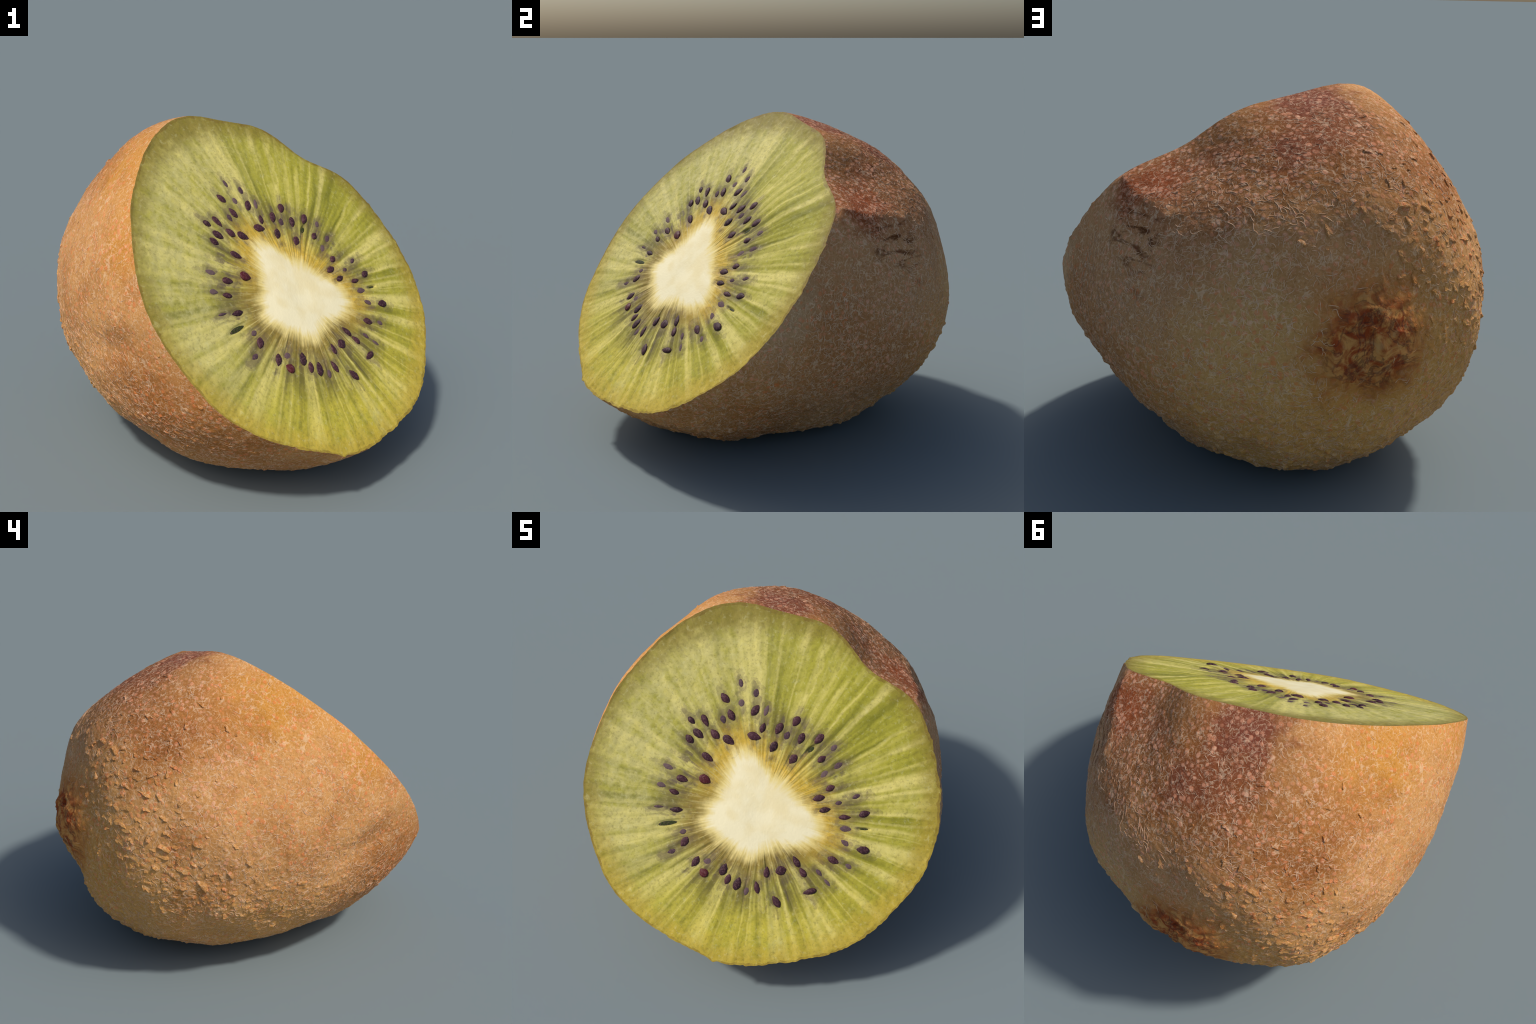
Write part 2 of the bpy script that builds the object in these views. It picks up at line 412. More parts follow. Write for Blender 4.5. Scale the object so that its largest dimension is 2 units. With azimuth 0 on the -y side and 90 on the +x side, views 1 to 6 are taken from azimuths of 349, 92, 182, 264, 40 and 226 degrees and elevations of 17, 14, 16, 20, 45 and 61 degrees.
# ------------------------------------------------------------------ skin colours
TAN, BROWN, GREY = srgb(206, 150, 90), srgb(160, 98, 44), srgb(192, 142, 98)  # GREY (and OLIVE) lightened and warmed because the shaded side came out too dim
GOLD, RUST, WINE = srgb(206, 142, 52), srgb(138, 80, 40), srgb(122, 58, 52)
OLIVE, PINK, DARK = srgb(216, 160, 84), srgb(206, 156, 130), srgb(112, 76, 44)
PATCHES = [  # centre, radius, colour, strength
    ((0.60, 0.55, 0.85), 0.75, GREY, 0.85),
    ((0.10, 0.95, 0.90), 0.55, GREY, 0.55),
    ((-0.35, 0.85, 1.05), 0.28, GREY, 0.4),
    ((-0.10, 0.95, 0.35), 0.65, OLIVE, 0.85),
    ((-0.60, 0.70, 0.45), 0.50, OLIVE, 0.8),
    ((0.02, 0.97, 0.74), 0.30, srgb(216, 176, 116), 0.35),
    ((-0.80, -0.10, 0.30), 0.40, OLIVE, 0.5),
    ((-0.84, -0.27, 0.72), 0.20, BROWN, 0.3),  # this and next two: furrow shading on the flank painted as brown
    ((-0.62, -0.70, 0.66), 0.24, BROWN, 0.4),
    ((-0.73, -0.48, 0.95), 0.13, BROWN, 0.35),
    ((-0.30, -0.90, 0.40), 0.50, BROWN, 0.7),
    ((-0.57, -0.75, 0.45), 0.30, BROWN, 0.5),
    ((-0.60, -0.10, 1.43), 0.26, GOLD, 0.7),
    ((-0.55, -0.45, 1.27), 0.24, GOLD, 0.4),
    ((-0.62, -0.60, 1.13), 0.16, GOLD, 0.4),
    ((-0.66, 0.25, 1.33), 0.30, BROWN, 0.7),
    ((-0.60, 0.45, 1.20), 0.24, BROWN, 0.5),
    ((-0.15, 0.50, 1.45), 0.46, RUST, 0.85),
    ((-0.19, 0.31, 1.55), 0.22, WINE, 0.75),
    ((-0.30, 0.52, 1.40), 0.16, WINE, 0.5),
    ((0.22, 0.55, 1.33), 0.15, WINE, 0.5),
    ((-0.62, 0.40, 1.24), 0.14, RUST, 0.6),
    ((-0.12, 0.61, 1.40), 0.16, WINE, 0.6),
    ((0.44, 0.54, 1.25), 0.24, srgb(152, 70, 36), 0.9),
    ((0.30, 0.32, 1.35), 0.24, RUST, 0.5),
    ((-0.38, 0.60, 1.33), 0.30, RUST, 0.55),
    ((0.16, 0.70, 1.24), 0.28, RUST, 0.7),
    ((0.72, 0.48, 0.60), 0.38, BROWN, 0.55),
    ((0.60, -0.05, 0.30), 0.42, BROWN, 0.6),
    ((0.45, 0.70, 0.45), 0.30, BROWN, 0.45),
    ((0.86, 0.10, 0.85), 0.22, srgb(196, 166, 128), 0.5),
]


def skin_base(n):
    warp = n.vec("SCALE", n.vec("SUBTRACT", n.noise(n.p, 3.2, 3, 0.6, colour=True), (0.5, 0.5, 0.5)), scale=0.34)
    warp = n.vec("ADD", warp, n.vec("SCALE", n.vec("SUBTRACT", n.noise(n.p, 13, 3, 0.65, colour=True), (0.5, 0.5, 0.5)), scale=0.22))
    q = n.vec("ADD", n.p, warp)
    col = n.mix(n.ramp(n.noise(n.p, 4.5, 4, 0.6), 0.42, 0.72, 0.0, 0.65), TAN, BROWN)
    col = n.mix(n.ramp(n.noise(n.p, 12, 3, 0.6), 0.50, 0.72, 0.0, 0.18), col, BROWN)
    for c, r, k, s in PATCHES:
        col = n.mix(n.math("MULTIPLY", n.spot(q, c, r), s), col, k)
    return col, q


def skin_material():
    n = Nodes("kiwi_skin")
    col, q = skin_base(n)
    # felt of fine down: pale and dark flecks, and thin curly threads
    jit = n.vec("ADD", n.p, n.vec("SCALE", n.noise(n.p, 40, 2, 0.6, colour=True), scale=0.022))
    felt = n.noise(jit, 110, 3, 0.65)
    col = n.mix(n.ramp(felt, 0.50, 0.72, 0.0, 0.55), col, n.mix(0.6, col, srgb(232, 194, 158)))
    col = n.mix(n.ramp(felt, 0.47, 0.30, 0.0, 0.6), col, n.mix(0.5, col, srgb(96, 56, 26)))
    # breathing spots: small orange-pink pips, each its own size
    v = n.vec("ADD", n.p, n.vec("SCALE", n.noise(n.p, 30, 2, 0.5, colour=True), scale=0.014))
    d = n.voronoi(v, 37, random=0.85)
    cell = n.voronoi(v, 37, "Color", random=0.85)
    size = n.math("MULTIPLY_ADD", n.vec("DOT_PRODUCT", cell, (0.5, 0.3, 0.2)), 0.30, 0.19)
    pip = n.ramp(n.math("SUBTRACT", n.math("ADD", d, n.math("MULTIPLY", n.math("SUBTRACT", felt, 0.5), 0.35)), size), 0.10, -0.13)
    reddish = n.math("MULTIPLY", n.ramp(n.noise(n.p, 2.6, 2), 0.36, 0.52), n.ramp(n.vec("DISTANCE", n.p, (0.05, 0.50, 1.38)), 0.40, 0.75))
    hue = n.mix(n.math("MULTIPLY_ADD", n.vec("DOT_PRODUCT", cell, (0.1, 0.2, 0.7)), 0.5, n.math("MULTIPLY", reddish, 0.5)), srgb(232, 176, 144), srgb(226, 118, 58))
    col = n.mix(n.math("MULTIPLY", pip, n.ramp(n.noise(n.p, 5.0, 3), 0.34, 0.60, 0.25, 0.9)), col, n.mix(n.math("SUBTRACT", 0.80, n.math("MULTIPLY", reddish, 0.22)), col, hue))
    thread = 0.0
    for scale, seat in ((17, 0.0), (23, 4.0), (31, 9.0)):
        f = n.noise(n.vec("ADD", jit, (seat, 0, 0)), scale, 1.0, 0.4, 0.6)
        line = n.ramp(n.math("ABSOLUTE", n.math("SUBTRACT", f, 0.5)), 0.022, 0.003)
        thread = n.math("MAXIMUM", thread, n.math("MULTIPLY", line, n.ramp(n.noise(n.vec("ADD", n.p, (seat, 3, 0)), scale * 1.1, 1), 0.42, 0.54)))
    woolly = n.ramp(n.vec("DOT_PRODUCT", n.p, (0.55, 0.65, -0.35)), -0.15, 0.45, 0.50, 0.62)
    col = n.mix(n.math("MULTIPLY", thread, woolly), col, n.mix(0.8, col, srgb(240, 208, 172)))
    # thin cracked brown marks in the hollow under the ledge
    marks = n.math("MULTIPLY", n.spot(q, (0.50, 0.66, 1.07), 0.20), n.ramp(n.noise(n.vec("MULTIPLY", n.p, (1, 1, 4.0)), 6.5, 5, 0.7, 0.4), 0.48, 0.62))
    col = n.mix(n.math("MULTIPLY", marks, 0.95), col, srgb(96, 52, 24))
    # the stem scar: rusty rim, straw crust, black cracks
    ds = n.vec("DISTANCE", n.vec("ADD", n.p, n.vec("SCALE", n.vec("SUBTRACT", n.noise(n.p, 9, 3, 0.6, colour=True), (0.5, 0.5, 0.5)), scale=0.24)), tuple(SCAR))
    halo = n.ramp(ds, 0.16, 0.34, 0.85, 0.0)
    col = n.mix(n.math("MULTIPLY", halo, 0.75), col, srgb(186, 112, 44))
    core = n.ramp(ds, 0.13, 0.27, 0.95, 0.0)
    crack = n.noise(n.p, 11, 5, 0.65, 1.5)
    crust = n.mix(n.ramp(crack, 0.38, 0.64), srgb(158, 70, 34), srgb(212, 152, 84))
    crust = n.mix(n.ramp(n.noise(n.p, 26, 3, 0.6, 1.0), 0.52, 0.70, 0.0, 0.5), crust, srgb(206, 164, 110))
    crust = n.mix(n.ramp(n.math("ABSOLUTE", n.math("SUBTRACT", n.noise(n.p, 9, 4, 0.6, 1.5), 0.5)), 0.050, 0.004, 0.0, 0.6), crust, srgb(84, 48, 46))
    col = n.mix(core, col, crust)
    h = n.math("ADD", n.math("MULTIPLY", felt, 0.7), n.math("MULTIPLY", pip, 0.35))
    return n.finish(col, 0.85, n.bump(h, 0.004, 0.8), spec=0.08)


def hair_material():
    n = Nodes("kiwi_hair")
    col, q = skin_base(n)
    col = n.mix(n.ramp(n.noise(n.p, 55, 1), 0.35, 0.65, 0.35, 0.85), col, srgb(240, 204, 170))
    return n.finish(col, 0.8, spec=0.1)


# ------------------------------------------------------------------ flesh colours
def core_reach(a):
    return CORE_BASE + sum(h * np.maximum(0, np.cos(a - math.radians(d))) ** s for d, h, s in CORE_LOBES)


def flesh_material(name="kiwi_flesh", bruise=0.0, stain="plum"):
    n = Nodes(name)
    rel = n.vec("SUBTRACT", n.p, tuple(CUT))
    x0, y0 = n.vec("DOT_PRODUCT", rel, tuple(EX)), n.vec("DOT_PRODUCT", rel, tuple(EY))
    x, y = n.math("SUBTRACT", x0, float(CORE_AT[0])), n.math("SUBTRACT", y0, float(CORE_AT[1]))
    flat = n.xyz(x, y)
    r = n.vec("LENGTH", flat)
    unit = n.vec("NORMALIZE", flat)
    rho = n.math("DIVIDE", n.vec("LENGTH", n.xyz(x0, y0)), 0.872)
    ux, uy = n.vec("DOT_PRODUCT", unit, (1, 0, 0)), n.vec("DOT_PRODUCT", unit, (0, 1, 0))
    # rays: noise that changes fast round the core and slowly outward
    wob = n.vec("SCALE", n.vec("SUBTRACT", n.noise(n.p, 7, 2, 0.5, colour=True), (0.5, 0.5, 0.5)), scale=0.035)
    turn = n.vec("ADD", unit, wob)
    def rays(k, along, detail=2.0):
        v = n.vec("ADD", n.vec("SCALE", turn, scale=k), n.xyz(0, 0, n.math("MULTIPLY", r, along)))
        return n.noise(v, 1.0, detail, 0.55)
    broad, fine, hairline = rays(10.0, 0.8), rays(11.5, 1.4), rays(34.0, 4.0)
    mott = n.noise(n.p, 22, 5, 0.62)
    grain = n.noise(n.p, 75, 3, 0.6)
    pulp = n.noise(n.vec("ADD", n.p, n.vec("SCALE", n.noise(n.p, 25, 2, 0.5, colour=True), scale=0.03)), 42, 4, 0.65)
    ray = n.math("ADD", n.math("MULTIPLY", broad, 0.62), n.math("MULTIPLY", fine, 0.38))
    # outer flesh, from deep green between rays to pale on them
    col = n.mix(n.ramp(ray, 0.34, 0.47), FLESH["deep"], FLESH["green"])
    col = n.mix(n.ramp(ray, 0.46, 0.62, 0.0, 0.85), col, FLESH["pale"])
    thin = n.ramp(n.math("ABSOLUTE", n.math("SUBTRACT", rays(9.0, 0.25, 0.5), 0.5)), 0.06, 0.006)
    col = n.mix(n.math("MULTIPLY", thin, n.ramp(rho, 0.30, 0.50, 0.15, 0.40)), col, FLESH["pale"])
    milky = n.math("MULTIPLY", n.ramp(n.vec("DOT_PRODUCT", n.xyz(x0, y0), (-0.80, 0.42, 0)), -0.05, 0.60), n.ramp(rho, 0.35, 0.60))
    col = n.mix(n.math("MULTIPLY", milky, n.ramp(mott, 0.30, 0.65, 0.15, 0.75)), col, FLESH["milky"])
    low = n.math("MULTIPLY", n.ramp(y0, -0.20, -0.80), n.ramp(rho, 0.45, 0.75))
    col = n.mix(n.math("MULTIPLY", low, n.ramp(mott, 0.30, 0.62, 0.10, 0.45)), col, FLESH["lemon"])
    # under the skin the rays fade into an even olive band
    rim_in = n.math("ADD", rho, n.math("MULTIPLY", n.math("SUBTRACT", mott, 0.5), 0.16))
    band = n.mix(n.ramp(y0, 0.25, -0.6), FLESH["olive"], FLESH["straw"])
    col = n.mix(n.ramp(rim_in, 0.82, 1.0, 0.0, 0.88), col, band)
    # zone of the seeds: darker, greyer between the rays
    seedy = n.math("MULTIPLY", n.ramp(r, 0.22, 0.32), n.ramp(r, 0.58, 0.42))
    col = n.mix(n.math("MULTIPLY", seedy, n.ramp(ray, 0.56, 0.40, 0.1, 0.75)), col, FLESH["shade"])
    smear = n.math("MULTIPLY", n.ramp(rays(16.0, 5.0), 0.52, 0.64), n.math("MULTIPLY", seedy, n.ramp(mott, 0.42, 0.58)))
    col = n.mix(n.math("MULTIPLY", smear, 0.75), col, FLESH["plum"])
    # inner flesh: golden above, olive brown below, combed by fibres
    lobes = CORE_BASE
    for d, hgt, s in CORE_LOBES:
        a = math.radians(d)
        c = n.math("MAXIMUM", n.vec("DOT_PRODUCT", unit, (math.cos(a), math.sin(a), 0)), 0.0)
        lobes = n.math("ADD", n.math("MULTIPLY", n.math("POWER", c, s), hgt), lobes)
    gap = n.math("SUBTRACT", r, lobes)
    gap = n.math("ADD", gap, n.math("MULTIPLY", n.math("SUBTRACT", fine, 0.5), 0.08))
    gap = n.math("ADD", gap, n.math("MULTIPLY", n.math("SUBTRACT", hairline, 0.5), 0.04))
    gap = n.math("ADD", gap, n.math("MULTIPLY", n.math("SUBTRACT", n.noise(n.p, 14, 3, 0.6), 0.5), 0.07))
    inner = n.mix(n.ramp(n.vec("DOT_PRODUCT", unit, (0.5, 0.86, 0)), -0.55, 0.35), FLESH["umber"], FLESH["gold"])
    inner = n.mix(n.ramp(hairline, 0.50, 0.68, 0.0, 0.6), inner, FLESH["fibre"])
    col = n.mix(n.ramp(gap, 0.22, 0.04), col, inner)
    col = n.mix(n.ramp(gap, 0.065, 0.0), col, FLESH["butter"])
    col = n.mix(n.ramp(gap, 0.020, -0.035), col, n.mix(n.ramp(n.noise(n.p, 9, 3), 0.4, 0.7), FLESH["cream"], FLESH["ivory"]))
    out = n.ramp(gap, 0.0, 0.08)
    col = n.mix(n.math("MULTIPLY", out, n.ramp(pulp, 0.54, 0.72, 0.0, 0.22)), col, FLESH["glint"])
    col = n.mix(n.math("MULTIPLY", out, n.ramp(pulp, 0.48, 0.30, 0.0, 0.28)), col, FLESH["deep"])
    col = n.mix(n.math("MULTIPLY", out, n.ramp(grain, 0.58, 0.76, 0.0, 0.15)), col, FLESH["glint"])
    col = n.mix(n.math("MULTIPLY", out, n.ramp(grain, 0.48, 0.30, 0.0, 0.30)), col, FLESH["shade"])
    h = n.math("ADD", n.math("MULTIPLY", grain, 0.5), n.math("MULTIPLY", n.math("MULTIPLY", hairline, out), 0.8))
    if bruise:
        tint = n.ramp(n.math("ADD", n.math("MULTIPLY", fine, 0.5), n.math("MULTIPLY", mott, 0.5)), 0.40, 0.58, bruise * 0.35, bruise)
        col = n.mix(tint, col, FLESH[stain])
    return n.finish(col, 0.55, n.bump(h, 0.004, 0.55), spec=0.14)


FLESH = dict(deep=srgb(126, 124, 40), green=srgb(170, 163, 58), pale=srgb(226, 211, 124), milky=srgb(202, 192, 124),
             lemon=srgb(222, 200, 76), olive=srgb(138, 122, 50), straw=srgb(190, 164, 62), shade=srgb(106, 94, 56),
             gold=srgb(208, 172, 66), umber=srgb(144, 122, 58), fibre=srgb(216, 194, 122), butter=srgb(238, 216, 140),
             rind=srgb(120, 92, 40), cream=srgb(250, 238, 196), ivory=srgb(244, 228, 178), glint=srgb(224, 220, 166), plum=srgb(98, 82, 74))


def seed_material(name, a, b, rough):
    n = Nodes(name)
    info = n.t.nodes.new("ShaderNodeObjectInfo").outputs["Random"]
    col = n.mix(info, a, b)
    col = n.mix(n.ramp(n.noise(n.p, 120, 2), 0.45, 0.7, 0.0, 0.5), col, n.mix(0.5, col, srgb(150, 110, 110)))
    return n.finish(col, rough + 0.15, n.bump(n.noise(n.p, 160, 2), 0.002, 0.4), spec=0.2)


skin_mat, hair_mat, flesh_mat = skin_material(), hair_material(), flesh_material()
seed_mats = {"bare": seed_material("seed_shell", srgb(52, 30, 38), srgb(74, 42, 50), 0.42),
             "veiled": seed_material("veiled_seed_shell", srgb(74, 54, 62), srgb(106, 86, 86), 0.6),
             "red": seed_material("reddish_seed_shell", srgb(76, 30, 36), srgb(88, 36, 40), 0.35),
             "hollow": seed_material("hollow_wall", srgb(42, 52, 22), srgb(60, 66, 32), 0.5)}

# ------------------------------------------------------------------ skin and stem scar
def grid_quads(nu, nt, first_ring=0):
    i = np.arange(first_ring, nu - 1)[:, None] * nt
    j = np.arange(nt)[None, :]
    k = (j + 1) % nt
    return np.stack([i + j, i + k, i + nt + k, i + nt + j], -1).reshape(-1, 4)


skin_n = vertex_normals(skin_p)
if ((skin_n * out_dir).sum(-1)).mean() < 0:
    skin_n = -skin_n
skin_n[:2] = -AXIS
quads = grid_quads(NU, NT)
mid = skin_p.reshape(-1, 3)[quads].mean(1)
e1 = skin_p.reshape(-1, 3)[quads[0, 1]] - skin_p.reshape(-1, 3)[quads[0, 0]]
probe = quads[NT * 200]
pv = skin_p.reshape(-1, 3)[probe]
if np.cross(pv[1] - pv[0], pv[3] - pv[0]) @ (pv[0] - HEART) < 0:
    quads = quads[:, ::-1]
# the pole ring is one point: drop it to a fan by starting one ring up and closing with a small cap
scarred = np.linalg.norm(mid - SCAR, axis=1) < 0.21 + 0.02 * noise(mid, 9, 31)
flat_p, flat_n = skin_p.reshape(-1, 3), skin_n.reshape(-1, 3)
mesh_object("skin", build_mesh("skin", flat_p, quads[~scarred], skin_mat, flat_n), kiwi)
mesh_object("stem_scar", build_mesh("stem_scar", flat_p, quads[scarred], skin_mat, flat_n), kiwi)

# ------------------------------------------------------------------ cut face: core and flesh
core_angle = np.arctan2(*((rim - CUT) @ EY - CORE_AT[1], (rim - CUT) @ EX - CORE_AT[0]))
NC = 56                                             # ring that runs along the core's outline
core_r = core_reach(core_angle)
rim_2d = np.stack([(rim - CUT) @ EX, (rim - CUT) @ EY], -1)
to_rim = rim_2d - CORE_AT
full = np.linalg.norm(to_rim, axis=1)
frac = core_r / full
t_in = np.linspace(0.002, 1, NC)[:, None] * frac
t_out = frac + (1 - frac) * (np.linspace(0, 1, NR - NC + 1)[1:, None] ** 0.9)
t_all = np.vstack([t_in, t_out])                    # NR x NT
xy = CORE_AT + t_all[..., None] * to_rim
wave = rim_h * smooth(0.1, 1.0, t_all)
ang = np.arctan2(to_rim[:, 1], to_rim[:, 0])
rdist = t_all * full
comb = np.stack([np.cos(ang) * 16 + 0 * rdist, np.sin(ang) * 16 + 0 * rdist, rdist * 3], -1)
fiber = noise(comb, 1.0, 41) + 0.5 * noise(comb * np.array([2.3, 2.3, 1.3]), 1.0, 42)
outside = smooth(0.0, 0.06, rdist - core_r) * (1 - smooth(0.97, 1.0, t_all))
p3 = np.stack([xy[..., 0], xy[..., 1], 0 * rdist], -1)
lumps = 0.0022 * fiber * outside + 0.0020 * noise(p3, 9, 43) * (1 - smooth(0.97, 1, t_all)) + 0.0012 * noise(p3, 38, 44) * outside
lumps += 0.004 * smooth(0.05, -0.10, rdist - core_r)                    # the core stands a little proud
for sx, sy, sl, sw, sa, kind in SEEDS:                                   # seeds sit in shallow sockets
    a = math.radians(sa)
    dx, dy = xy[..., 0] - sx, xy[..., 1] - sy
    e = np.hypot((dx * math.cos(a) + dy * math.sin(a)) / sl, (-dx * math.sin(a) + dy * math.cos(a)) / sw)
    lumps -= (0.010 if kind == 3 else 0.0035) * np.exp(-(e / 0.62) ** 4)
for sx, sy, width, up in FACE_SWELL:
    lumps += up * np.exp(-((xy[..., 0] - sx) ** 2 + (xy[..., 1] - sy) ** 2) / width ** 2) * (1 - smooth(0.9, 1.0, t_all))
face_p = CUT + xy[..., 0:1] * EX + xy[..., 1:2] * EY + (wave + lumps)[..., None] * AXIS
face_p[-1] = flat_p[-NT:]
face_n = vertex_normals(face_p)
if (face_n @ AXIS).mean() < 0:
    face_n = -face_n
face_n[0] = AXIS
fq = grid_quads(NR, NT)
fv = face_p.reshape(-1, 3)[fq[NT * 80]]
if np.cross(fv[1] - fv[0], fv[3] - fv[0]) @ AXIS < 0:
    fq = fq[:, ::-1]
in_core = np.arange(len(fq)) < (NC - 1) * NT
cap = len(face_p.reshape(-1, 3))
flesh_me = build_mesh("flesh", face_p.reshape(-1, 3), fq[~in_core], flesh_mat, face_n.reshape(-1, 3))
# purplish pulp streaked inward and outward from every seed
flesh_me.materials.append(flesh_material("seed_pulp", 0.55))
flesh_me.materials.append(flesh_material("seed_pulp_edge", 0.26))
fx = xy.reshape(-1, 2)[fq[~in_core]].mean(1)
pulp = np.full(len(fx), 9.0)
for sx, sy, sl, sw, sa, kind in SEEDS:
    if kind == 3:
        continue
    out = np.array([sx, sy]) - CORE_AT
    out /= np.linalg.norm(out)
    dx, dy = fx[:, 0] - sx, fx[:, 1] - sy
    along, aside = dx * out[0] + dy * out[1], -dx * out[1] + dy * out[0]
    pulp = np.minimum(pulp, np.hypot(along / 0.058, aside / 0.026))
f3 = np.c_[fx, np.zeros(len(fx))]
pulp = pulp + 0.50 * noise(f3, 38, 51) + 0.15 * noise(f3, 110, 52)
flesh_me.materials.append(flesh_material("flesh_under_skin", 0.55, "rind"))
ring_no = np.arange(len(fq))[~in_core] // NT
under = ring_no >= NR - 5 + 1.6 * noise(f3, 30, 53)
flesh_me.polygons.foreach_set("material_index", np.where(under, 3, np.where(pulp < 0.85, 1, np.where(pulp < 1.30, 2, 0))).astype(np.int32))
mesh_object("flesh", flesh_me, kiwi)
mesh_object("core", build_mesh("core", face_p.reshape(-1, 3), fq[in_core], flesh_mat, face_n.reshape(-1, 3)), kiwi)


# ------------------------------------------------------------------ seeds
def seed_mesh(name, mat, point, fat, seed):
    """Teardrop along x, 1 long, about 1 wide (scaled per seed), flattened."""
    r = np.random.default_rng(seed)
    n, m = 18, 16
    s = np.linspace(0, 1, n)
    w = np.sin(np.pi * s ** point) ** 0.75 * 0.5
    w[0] = w[-1] = 0.002
    a = np.linspace(0, TAU, m, endpoint=False)
    bend = 0.06 * r.uniform(-1, 1) * np.sin(np.pi * s)
    ridge = 1 + 0.05 * r.standard_normal((n, m))
    v = np.stack([np.repeat(s[:, None] - 0.5, m, 1), w[:, None] * np.cos(a) * ridge + bend[:, None], w[:, None] * np.sin(a) * fat * ridge], -1)
    return build_mesh(name, v.reshape(-1, 3), grid_quads(n, m)[:, ::-1], mat)


shapes = {"bare": [seed_mesh("seed", seed_mats["bare"], p, 1.0, i) for i, p in enumerate((0.75, 0.85, 1.0, 1.15))],
          "veiled": [seed_mesh("seed_veiled", seed_mats["veiled"], p, 1.0, 10 + i) for i, p in enumerate((0.8, 1.0, 1.2))],
          "red": [seed_mesh("seed_red", seed_mats["red"], 0.8, 1.0, 20)],
          "hollow": [seed_mesh("hollow", seed_mats["hollow"], 0.7, 1.0, 21)]}


def face_height(x, y):
    i = np.argmin(((xy.reshape(-1, 2) - (x, y)) ** 2).sum(1))
    return (wave + lumps).ravel()[i]


for x, y, ln, wd, turn, kind in SEEDS:
    look = "red" if kind == 2 else "hollow" if kind == 3 else "bare" if kind >= 0.75 else "veiled"
    me = shapes[look][int(rng.integers(len(shapes[look])))]
    o = mesh_object("hollow" if look == "hollow" else "seed", me, kiwi)
    z = face_height(x, y) + {"bare": 0.0015, "red": 0.002, "veiled": 0.0, "hollow": 0.001}[look]
    thick = {"bare": 0.016, "red": 0.018, "veiled": 0.008, "hollow": 0.004}[look]
    a = math.radians(turn + (180 if x * math.cos(math.radians(turn)) + (y + 0.1) * math.sin(math.radians(turn)) < 0 else 0))
    ax = math.cos(a) * EX + math.sin(a) * EY
    ay = -math.sin(a) * EX + math.cos(a) * EY
    c = CUT + x * EX + y * EY + z * AXIS
    # the pointed end looks at the core
    o.matrix_world = Matrix([list(-ax * ln * 1.02) + [0], list(-ay * wd * 1.0) + [0], list(AXIS * thick) + [0], [0, 0, 0, 1]]).transposed()
    o.location = Vector(c)

# ------------------------------------------------------------------ scales and hairs on the skin
def on_skin(d):
    """Point of the finished skin in direction d from HEART, with its grid place."""
    a = np.arccos(np.clip(-(d @ AXIS), -1, 1))
    t = np.arctan2(d @ EY, d @ EX) % TAU
    j = t / TAU * NT
    j0 = np.floor(j).astype(int)
    f = j - j0
    j0, j1 = j0 % NT, (j0 + 1) % NT
    uu = a / (rim_angle[j0] * (1 - f) + rim_angle[j1] * f)
    i = np.clip(uu, 0, 0.9999) * (NU - 1)
    i0 = np.floor(i).astype(int)
    g = i - i0
    p = ((1 - g) * (1 - f))[:, None] * skin_p[i0, j0] + ((1 - g) * f)[:, None] * skin_p[i0, j1] \
        + (g * (1 - f))[:, None] * skin_p[i0 + 1, j0] + (g * f)[:, None] * skin_p[i0 + 1, j1]
    nn = skin_n[np.round(i).astype(int), j0]
    return p, nn, uu


def scatter(count, density):
    """Random directions, thinned by a density of the point they hit."""
    d = rng.standard_normal((count, 3))
    d /= np.linalg.norm(d, axis=1)[:, None]
    p, nn, uu = on_skin(d)
    keep = (uu < 0.985) & (rng.random(count) < density(p, uu)) & (p[:, 2] > 0.012)
    return d[keep], p[keep], nn[keep]


def scale_mesh(name, seed):
    """A scale of cork: irregular outline, one end lifted, closed with a steep edge."""
    r = np.random.default_rng(seed)
    n, m = 7, 14
    a = np.linspace(0, TAU, m, endpoint=False)
    outline = 1 + 0.32 * r.standard_normal(m)
    outline = outline * (1 + 0.22 * np.cos(3 * a + r.uniform(0, TAU)))
    outline = 0.70 * outline + 0.15 * (np.roll(outline, 1) + np.roll(outline, -1))
    v = []
    for k, (rr, zz) in enumerate(((0.02, 1.0), (0.35, 0.98), (0.65, 0.90), (0.86, 0.72), (0.98, 0.42), (1.04, 0.0), (1.0, -0.6))):
        x, y = 0.5 * rr * outline * np.cos(a), 0.5 * rr * outline * np.sin(a)
        tilt = np.clip(0.45 + 1.1 * x, 0.03, 1.1)
        v.append(np.stack([x, y, zz * tilt * (1 + 0.12 * r.standard_normal(m)) if zz > 0 else np.full(m, zz)], -1))
    me = build_mesh(name, np.array(v).reshape(-1, 3), grid_quads(n, m), skin_mat)
    me.polygons.foreach_set("use_smooth", np.zeros(len(me.polygons), bool))
    return me


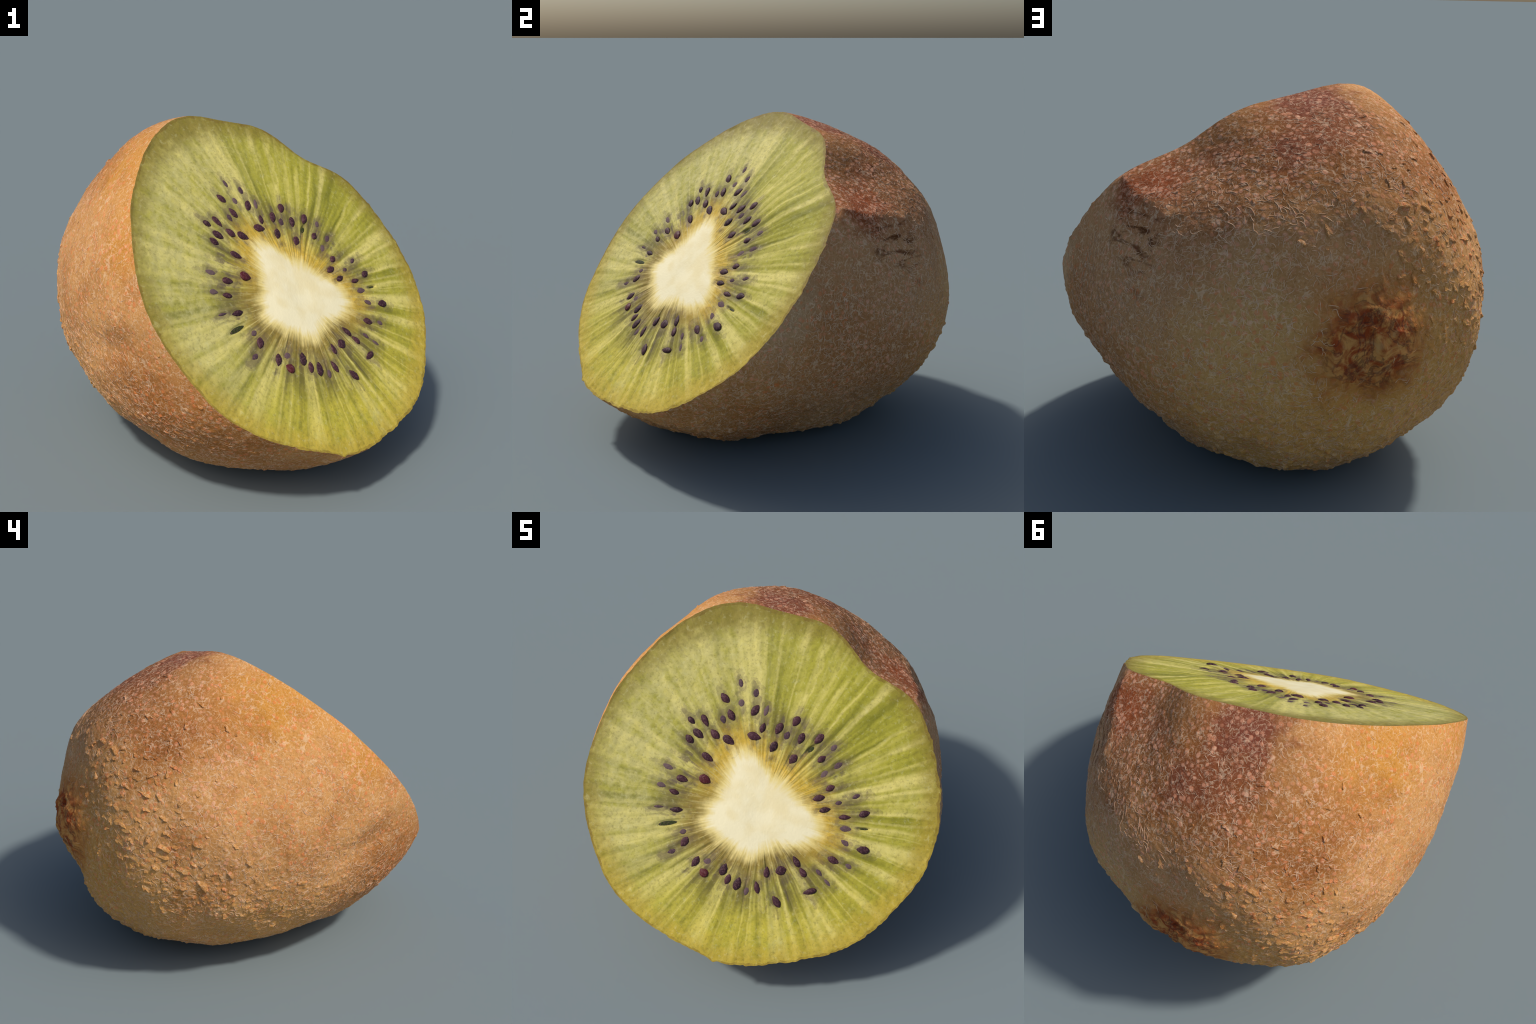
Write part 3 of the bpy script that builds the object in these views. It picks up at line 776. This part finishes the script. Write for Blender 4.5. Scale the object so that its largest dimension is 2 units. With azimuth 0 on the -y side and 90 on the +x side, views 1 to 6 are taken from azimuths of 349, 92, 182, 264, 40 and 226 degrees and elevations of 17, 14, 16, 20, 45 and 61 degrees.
scale_shapes = [scale_mesh("skin_scale", 50 + i) for i in range(8)]
d, p, nn = scatter(16000, lambda q, uu: 0.75 * flaky(q) ** 1.7 + 0.008)
size = (0.011 + 0.018 * rng.random(len(p)) ** 1.6) * (0.8 + 0.5 * flaky(p))
apart = []                                          # keep them separate, as they flake off one by one
for i in range(len(p)):
    if all(((p[i] - p[j]) ** 2).sum() > (0.85 * (size[i] + size[j])) ** 2 for j in apart):
        apart.append(i)
p, nn, size = p[apart], nn[apart], size[apart]
order = np.argsort(-size)
MOST = 300
loose_v, loose_f, count = [], [], 0
for rank, i in enumerate(order[:380]):
    z = nn[i]
    ax = np.cross(z, rng.standard_normal(3))
    down = np.array([0.0, 0.0, -1.0]) - z * (-z[2])
    ax = ax / np.linalg.norm(ax) + 1.2 * down
    ax -= z * (ax @ z)
    ax /= np.linalg.norm(ax)
    ay = np.cross(z, ax)
    s = size[i]
    long = rng.uniform(1.1, 1.9)
    m = Matrix([list(ax * s) + [0], list(ay * s * long) + [0], list(z * s * rng.uniform(0.20, 0.44)) + [0], [0, 0, 0, 1]]).transposed()
    me = scale_shapes[int(rng.integers(len(scale_shapes)))]
    if rank < MOST:
        o = mesh_object("skin_scale", me, kiwi)
        o.matrix_world = m
        o.location = Vector(p[i])
    else:
        v = np.empty(len(me.vertices) * 3, np.float32)
        me.vertices.foreach_get("co", v)
        loose_v.append(v.reshape(-1, 3) @ np.array(m.to_3x3()).T + p[i])
        loose_f.append(grid_quads(7, 14) + count)
        count += len(me.vertices)
if loose_v:
    o = mesh_object("skin_crumb", build_mesh("skin_crumb", np.vstack(loose_v), np.vstack(loose_f), skin_mat), kiwi)
    o["kind"] = "stuff"


def hairs(count, steps, half_width, name):
    def density(q, uu):
        bare = 1.0 * blob(q, SCAR, 0.22) + 0.7 * blob(q, (-0.60, -0.10, 1.43), 0.25) + 0.5 * smooth(0.85, 1.0, uu)
        shaded = smooth(-0.1, 0.5, q @ np.array([0.55, 0.65, -0.35]))
        return np.clip((0.25 + 0.55 * shaded) * (1 + 0.8 * noise(q, 5, 61)) - bare + 0.25 * (1 - smooth(0.3, 1.1, q[:, 2])), 0.03, 1)
    d, p, nn = scatter(count, density)
    k = len(d)
    length = rng.uniform(0.014, 0.040, k)
    h = np.cross(d, rng.standard_normal((k, 3)))
    h /= np.linalg.norm(h, axis=1)[:, None]
    curl = rng.normal(0, 0.22, k)
    pts, sides, ups = [], [], []
    for s in range(steps):
        q, qn, uu = on_skin(d)
        side = np.cross(qn, h)
        side /= np.linalg.norm(side, axis=1)[:, None]
        pts.append(q + qn * (0.0003 + 0.0005 * math.sin(math.pi * s / (steps - 1))))
        sides.append(side)
        ups.append(qn)
        d = d + h * (length / (steps - 1) / 0.9)[:, None]
        d /= np.linalg.norm(d, axis=1)[:, None]
        c, sn = np.cos(curl)[:, None], np.sin(curl)[:, None]
        h = h * c + np.cross(d, h) * sn
        h -= d * (h * d).sum(1)[:, None]
        h /= np.linalg.norm(h, axis=1)[:, None]
        curl = curl + rng.normal(0, 0.12, k)
    pts, sides, ups = (np.array(a) for a in (pts, sides, ups))          # steps x k x 3
    w = half_width * np.array([0.35 + 0.65 * math.sin(math.pi * min(1, 0.15 + 0.85 * s / (steps - 1))) for s in range(steps)])[:, None, None]
    v = np.stack([pts + sides * w, pts + ups * w * 0.45, pts - sides * w, pts - ups * w * 0.6], 2)  # steps,k,4,3
    v = v.transpose(1, 0, 2, 3).reshape(-1, 3)
    one = np.concatenate([np.stack([np.arange(4) + 4 * s, (np.arange(4) + 1) % 4 + 4 * s, (np.arange(4) + 1) % 4 + 4 * s + 4, np.arange(4) + 4 * s + 4], -1) for s in range(steps - 1)])
    f = (one[None] + (np.arange(k) * 4 * steps)[:, None, None]).reshape(-1, 4)[:, ::-1]
    o = mesh_object(name, build_mesh(name, v, f, hair_mat), kiwi)
    o["kind"] = "stuff"


hairs(34000, 6, 0.0014, "hair")
